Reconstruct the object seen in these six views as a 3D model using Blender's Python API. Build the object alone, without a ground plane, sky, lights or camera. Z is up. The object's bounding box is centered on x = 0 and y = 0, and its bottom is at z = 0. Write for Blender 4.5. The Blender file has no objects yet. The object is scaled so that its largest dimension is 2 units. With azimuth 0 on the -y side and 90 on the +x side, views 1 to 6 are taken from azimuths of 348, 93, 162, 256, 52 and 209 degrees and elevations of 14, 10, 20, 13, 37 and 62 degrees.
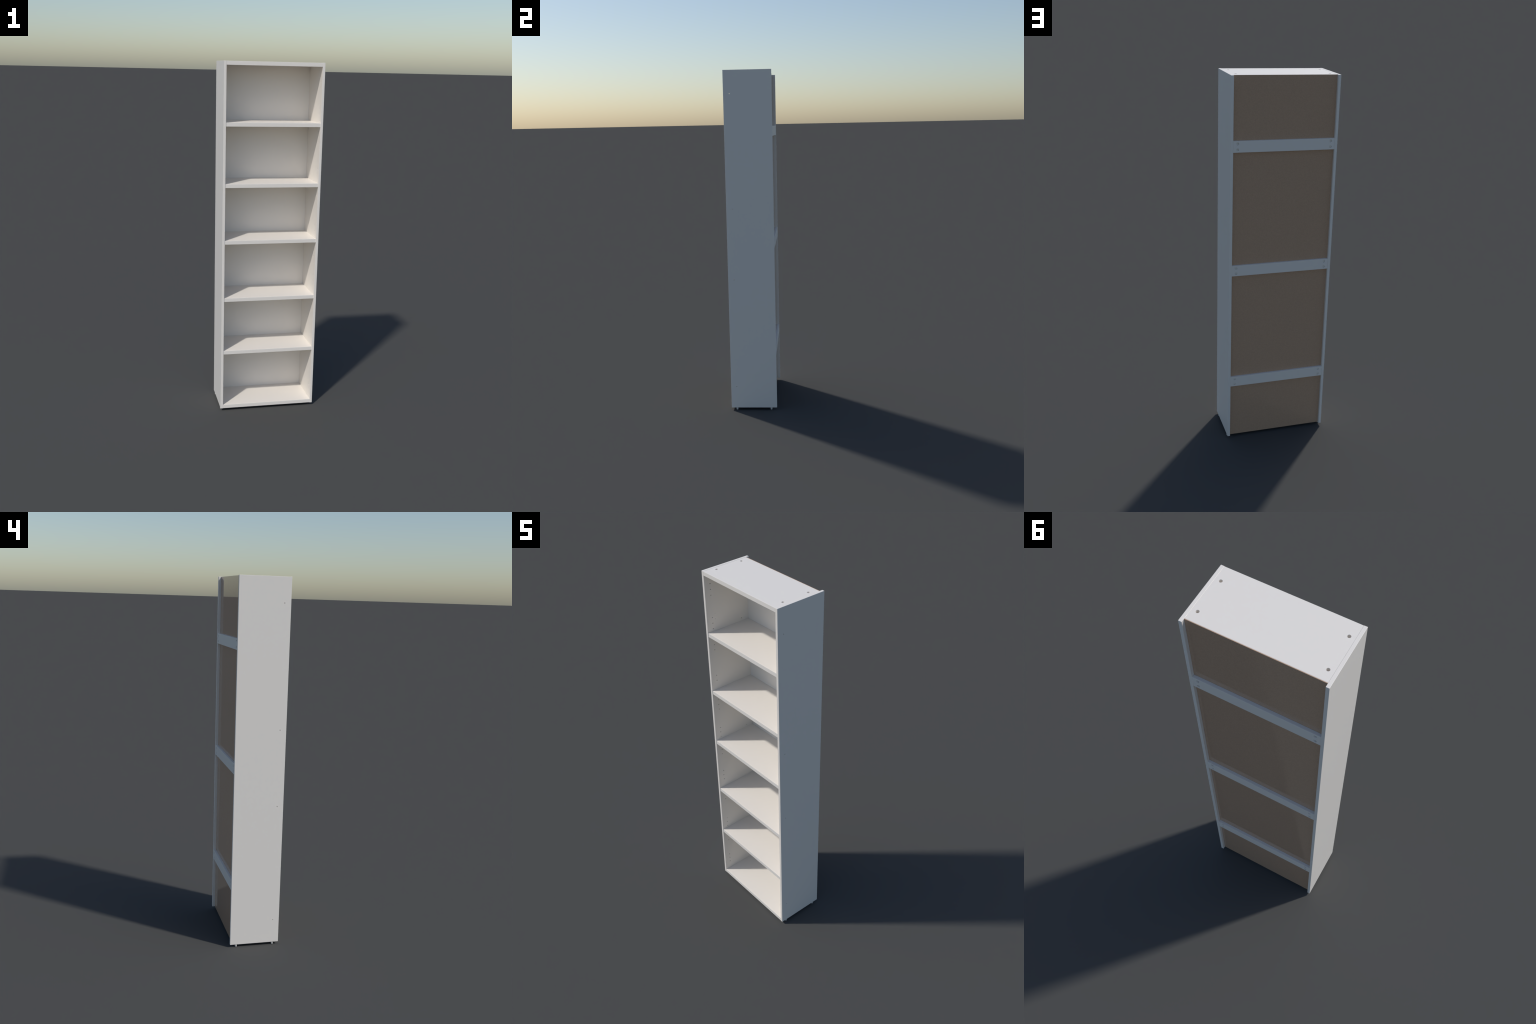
import bpy, bmesh
from math import pi
from mathutils import Matrix, Vector

# ------------------------------------------------------------------ sizes (m)
HALF_WIDTH   = 0.2780
HALF_DEPTH   = 0.1368
TOP          = 2.0000
BODY_BOTTOM  = 0.0130            # the feet lift the carcass by this much
SIDE_INNER   = 0.2642            # inner face of the side panels
SHELF_THICK  = 0.0210
SHELF_FRONT  = -0.1347           # loose shelves sit back a little
SHELF_BACK   = 0.1184
SHELF_TOPS   = (1.6764, 1.3425, 1.0237, 0.6888, 0.3706)
BACK_FRONT, BACK_REAR = 0.1190, 0.1219
RAIL_HEIGHT  = 0.0574
RAIL_REAR    = 0.1358
RAIL_CENTRES = (1.6571, 1.0066, 0.3568)
ROUND        = 0.0008            # edge banding radius

PITCH, FIRST_HOLE = 0.02971, 1.9286      # drilled rows in the side panels
FRONT_ROW, REAR_ROW = -0.1027, 0.0752
PIN_RADIUS   = 0.0024
HOLE_STEPS   = (0, 1, 2, 6, 7, 8, 10, 11, 12, 17, 18, 22, 23, 24, 28, 29, 30)
THROUGH      = (2, 24, 38, 60)           # these go right through the board
REAR_STEPS   = (8, 30, 52)

# ------------------------------------------------------------------ materials
def material(name, colour, spread, scale, rough, bump=0.0, detail=4.0, specular=0.5):
    m = bpy.data.materials.new(name)
    m.use_nodes = True
    nt = m.node_tree
    bsdf = nt.nodes["Principled BSDF"]
    tex = nt.nodes.new("ShaderNodeTexCoord")
    noise = nt.nodes.new("ShaderNodeTexNoise")
    noise.inputs["Scale"].default_value = scale
    noise.inputs["Detail"].default_value = detail
    noise.inputs["Roughness"].default_value = 0.7
    nt.links.new(tex.outputs["Object"], noise.inputs["Vector"])
    ramp = nt.nodes.new("ShaderNodeValToRGB")
    ramp.color_ramp.elements[0].position = 0.3
    ramp.color_ramp.elements[1].position = 0.7
    ramp.color_ramp.elements[0].color = [c * (1 - spread) for c in colour] + [1]
    ramp.color_ramp.elements[1].color = [min(1, c * (1 + spread)) for c in colour] + [1]
    nt.links.new(noise.outputs["Fac"], ramp.inputs["Fac"])
    nt.links.new(ramp.outputs["Color"], bsdf.inputs["Base Color"])
    bsdf.inputs["Roughness"].default_value = rough
    bsdf.inputs["Specular IOR Level"].default_value = specular
    if bump:
        b = nt.nodes.new("ShaderNodeBump")
        b.inputs["Strength"].default_value = bump
        b.inputs["Distance"].default_value = 0.0004
        nt.links.new(noise.outputs["Fac"], b.inputs["Height"])
        nt.links.new(b.outputs["Normal"], bsdf.inputs["Normal"])
    return m

WHITE = material("white_melamine", (0.89, 0.839, 0.772), 0.003, 60, 0.50)
HARDBOARD = material("brown_hardboard", (0.545, 0.365, 0.245), 0.11, 300, 0.02)
PLASTIC = material("white_plastic", (0.72, 0.70, 0.66), 0.01, 80, 0.35)

# ------------------------------------------------------------------ geometry
root = bpy.data.objects.new("bookcase", None)
root["label"] = "tall narrow white bookcase with five shelves, brown hardboard back"
root["category"] = "bookcase"
bpy.context.collection.objects.link(root)

def board_mesh(name, lo, hi, radius=ROUND, long_edges_only=False):
    """A rectangular board with slightly rounded edges; cross boards that butt
    against the sides keep sharp ends and are rounded along their length only."""
    lo, hi = Vector(lo), Vector(hi)
    bm = bmesh.new()
    bmesh.ops.create_cube(bm, size=1.0)
    bmesh.ops.scale(bm, vec=hi - lo, verts=bm.verts)
    bmesh.ops.translate(bm, vec=(lo + hi) / 2, verts=bm.verts)
    if radius:
        edges = [e for e in bm.edges if not long_edges_only
                 or abs(e.verts[0].co.x - e.verts[1].co.x) > 0.1]
        bmesh.ops.bevel(bm, geom=edges, offset=radius, segments=2,
                        profile=0.5, affect='EDGES')
    me = bpy.data.meshes.new(name)
    bm.to_mesh(me)
    bm.free()
    return me

def add(name, mesh, mat, parent=root):
    ob = bpy.data.objects.new(name, mesh)
    if mat and not mesh.materials:
        mesh.materials.append(mat)
    ob.parent = parent
    bpy.context.collection.objects.link(ob)
    return ob

def drill(ob, holes):
    """holes: (start, end, radius) - cylinders removed from the board."""
    bm = bmesh.new()
    for a, b, r in holes:
        a, b = Vector(a), Vector(b)
        turn = (b - a).to_track_quat('Z', 'Y').to_matrix().to_4x4()
        bmesh.ops.create_cone(bm, cap_ends=True, segments=20, radius1=r, radius2=r,
                              depth=(b - a).length,
                              matrix=Matrix.Translation((a + b) / 2) @ turn)
    me = bpy.data.meshes.new("drill")
    bm.to_mesh(me)
    bm.free()
    cutter = bpy.data.objects.new("drill", me)
    bpy.context.collection.objects.link(cutter)
    mod = ob.modifiers.new("drill", 'BOOLEAN')
    mod.operation = 'DIFFERENCE'
    mod.solver = 'EXACT'
    mod.object = cutter
    dg = bpy.context.evaluated_depsgraph_get()
    dg.update()
    done = bpy.data.meshes.new_from_object(ob.evaluated_get(dg))
    old = ob.data
    ob.modifiers.clear()
    ob.data = done
    done.name = old.name
    bpy.data.meshes.remove(old)
    bpy.data.objects.remove(cutter)
    bpy.data.meshes.remove(me)

# side panels with their drilled rows (the rows mirror about mid height)
steps = sorted(set(HOLE_STEPS) | {62 - k for k in HOLE_STEPS})
for sx in (-1, 1):
    x0, x1 = sorted((sx * SIDE_INNER, sx * HALF_WIDTH))
    side = add("side_panel", board_mesh("side_panel", (x0, -HALF_DEPTH, BODY_BOTTOM),
                                        (x1, HALF_DEPTH, TOP)), WHITE)
    inner, holes = sx * (SIDE_INNER - 0.003), []
    for k in steps:
        z = FIRST_HOLE - PITCH * k
        end = sx * (HALF_WIDTH + 0.003) if k in THROUGH else sx * (SIDE_INNER + 0.0095)
        holes.append(((inner, FRONT_ROW, z), (end, FRONT_ROW, z), PIN_RADIUS))
    for k in REAR_STEPS:
        z = FIRST_HOLE - PITCH * k
        holes.append(((inner, REAR_ROW, z), (sx * (SIDE_INNER + 0.0095), REAR_ROW, z), PIN_RADIUS))
    for z in (1.768, 1.7386):            # two faint dark dots beside the row, cut as tiny recesses
        holes.append(((inner, -0.086, z), (sx * (SIDE_INNER + 0.004), -0.086, z), 0.0013))
    drill(side, holes)

# top and bottom boards, a hair inside the ends of the sides
GAP = 0.0002
W = SIDE_INNER - GAP
FIX_X, FIX_Y, FIX_R, FIX_DEPTH = 0.2415, 0.0742, 0.0068, 0.0135
top = add("top_panel", board_mesh("top_panel", (-W, -0.1364, 1.9785), (W, 0.1186, 1.9994), long_edges_only=True), WHITE)
drill(top, [((sx * FIX_X, sy * FIX_Y, 2.01), (sx * FIX_X, sy * FIX_Y, 1.9994 - FIX_DEPTH), FIX_R)
            for sx in (-1, 1) for sy in (-1, 1)])
base = add("bottom_panel", board_mesh("bottom_panel", (-W, -0.1364, 0.0140), (W, 0.1186, 0.0350), long_edges_only=True), WHITE)
drill(base, [((sx * FIX_X, sy * FIX_Y, 0.0), (sx * FIX_X, sy * FIX_Y, 0.0140 + FIX_DEPTH), FIX_R)
             for sx in (-1, 1) for sy in (-1, 1)])

# five shelves sharing one board
shelf_mesh = board_mesh("shelf", (-W, SHELF_FRONT, -SHELF_THICK), (W, SHELF_BACK, 0), long_edges_only=True)
for z in SHELF_TOPS:
    add("shelf", shelf_mesh, WHITE).location.z = z

# hardboard back with a white lacquered face towards the shelves
back = add("back_panel", board_mesh("back_panel", (-W, BACK_FRONT + 0.0003, 0.0138),
                                    (W, BACK_REAR, 1.9995), 0.0002), HARDBOARD)
add("white_facing", board_mesh("white_facing", (-W, BACK_FRONT - 0.0002, 0.0138),
                               (W, BACK_FRONT + 0.00028, 1.9993), 0), WHITE, back)

# stiffening rails across the rear
rail_mesh = board_mesh("rail", (-W, BACK_REAR + 0.0001, -RAIL_HEIGHT / 2),
                       (W, RAIL_REAR, RAIL_HEIGHT / 2), long_edges_only=True)
first = add("rail", rail_mesh, WHITE)
drill(first, [((sx * FIX_X, 0.15, dz), (sx * FIX_X, RAIL_REAR - 0.0065, dz), FIX_R)
              for sx in (-1, 1) for dz in (-0.0148, 0.0148)])
first.location.z = RAIL_CENTRES[0]
for z in RAIL_CENTRES[1:]:
    rail = first.copy()
    bpy.context.collection.objects.link(rail)
    rail.location.z = z

# round glides under the sides
bm = bmesh.new()
bmesh.ops.create_cone(bm, cap_ends=True, segments=24, radius1=0.0052, radius2=0.0058,
                      depth=0.0134, matrix=Matrix.Translation((0, 0, 0.0067)))
foot_mesh = bpy.data.meshes.new("foot")
bm.to_mesh(foot_mesh)
bm.free()
for sx in (-1, 1):
    for sy in (-1, 1):
        add("foot", foot_mesh, PLASTIC).location = (
            sx * (SIDE_INNER + HALF_WIDTH) / 2, sy * 0.1032, 0)
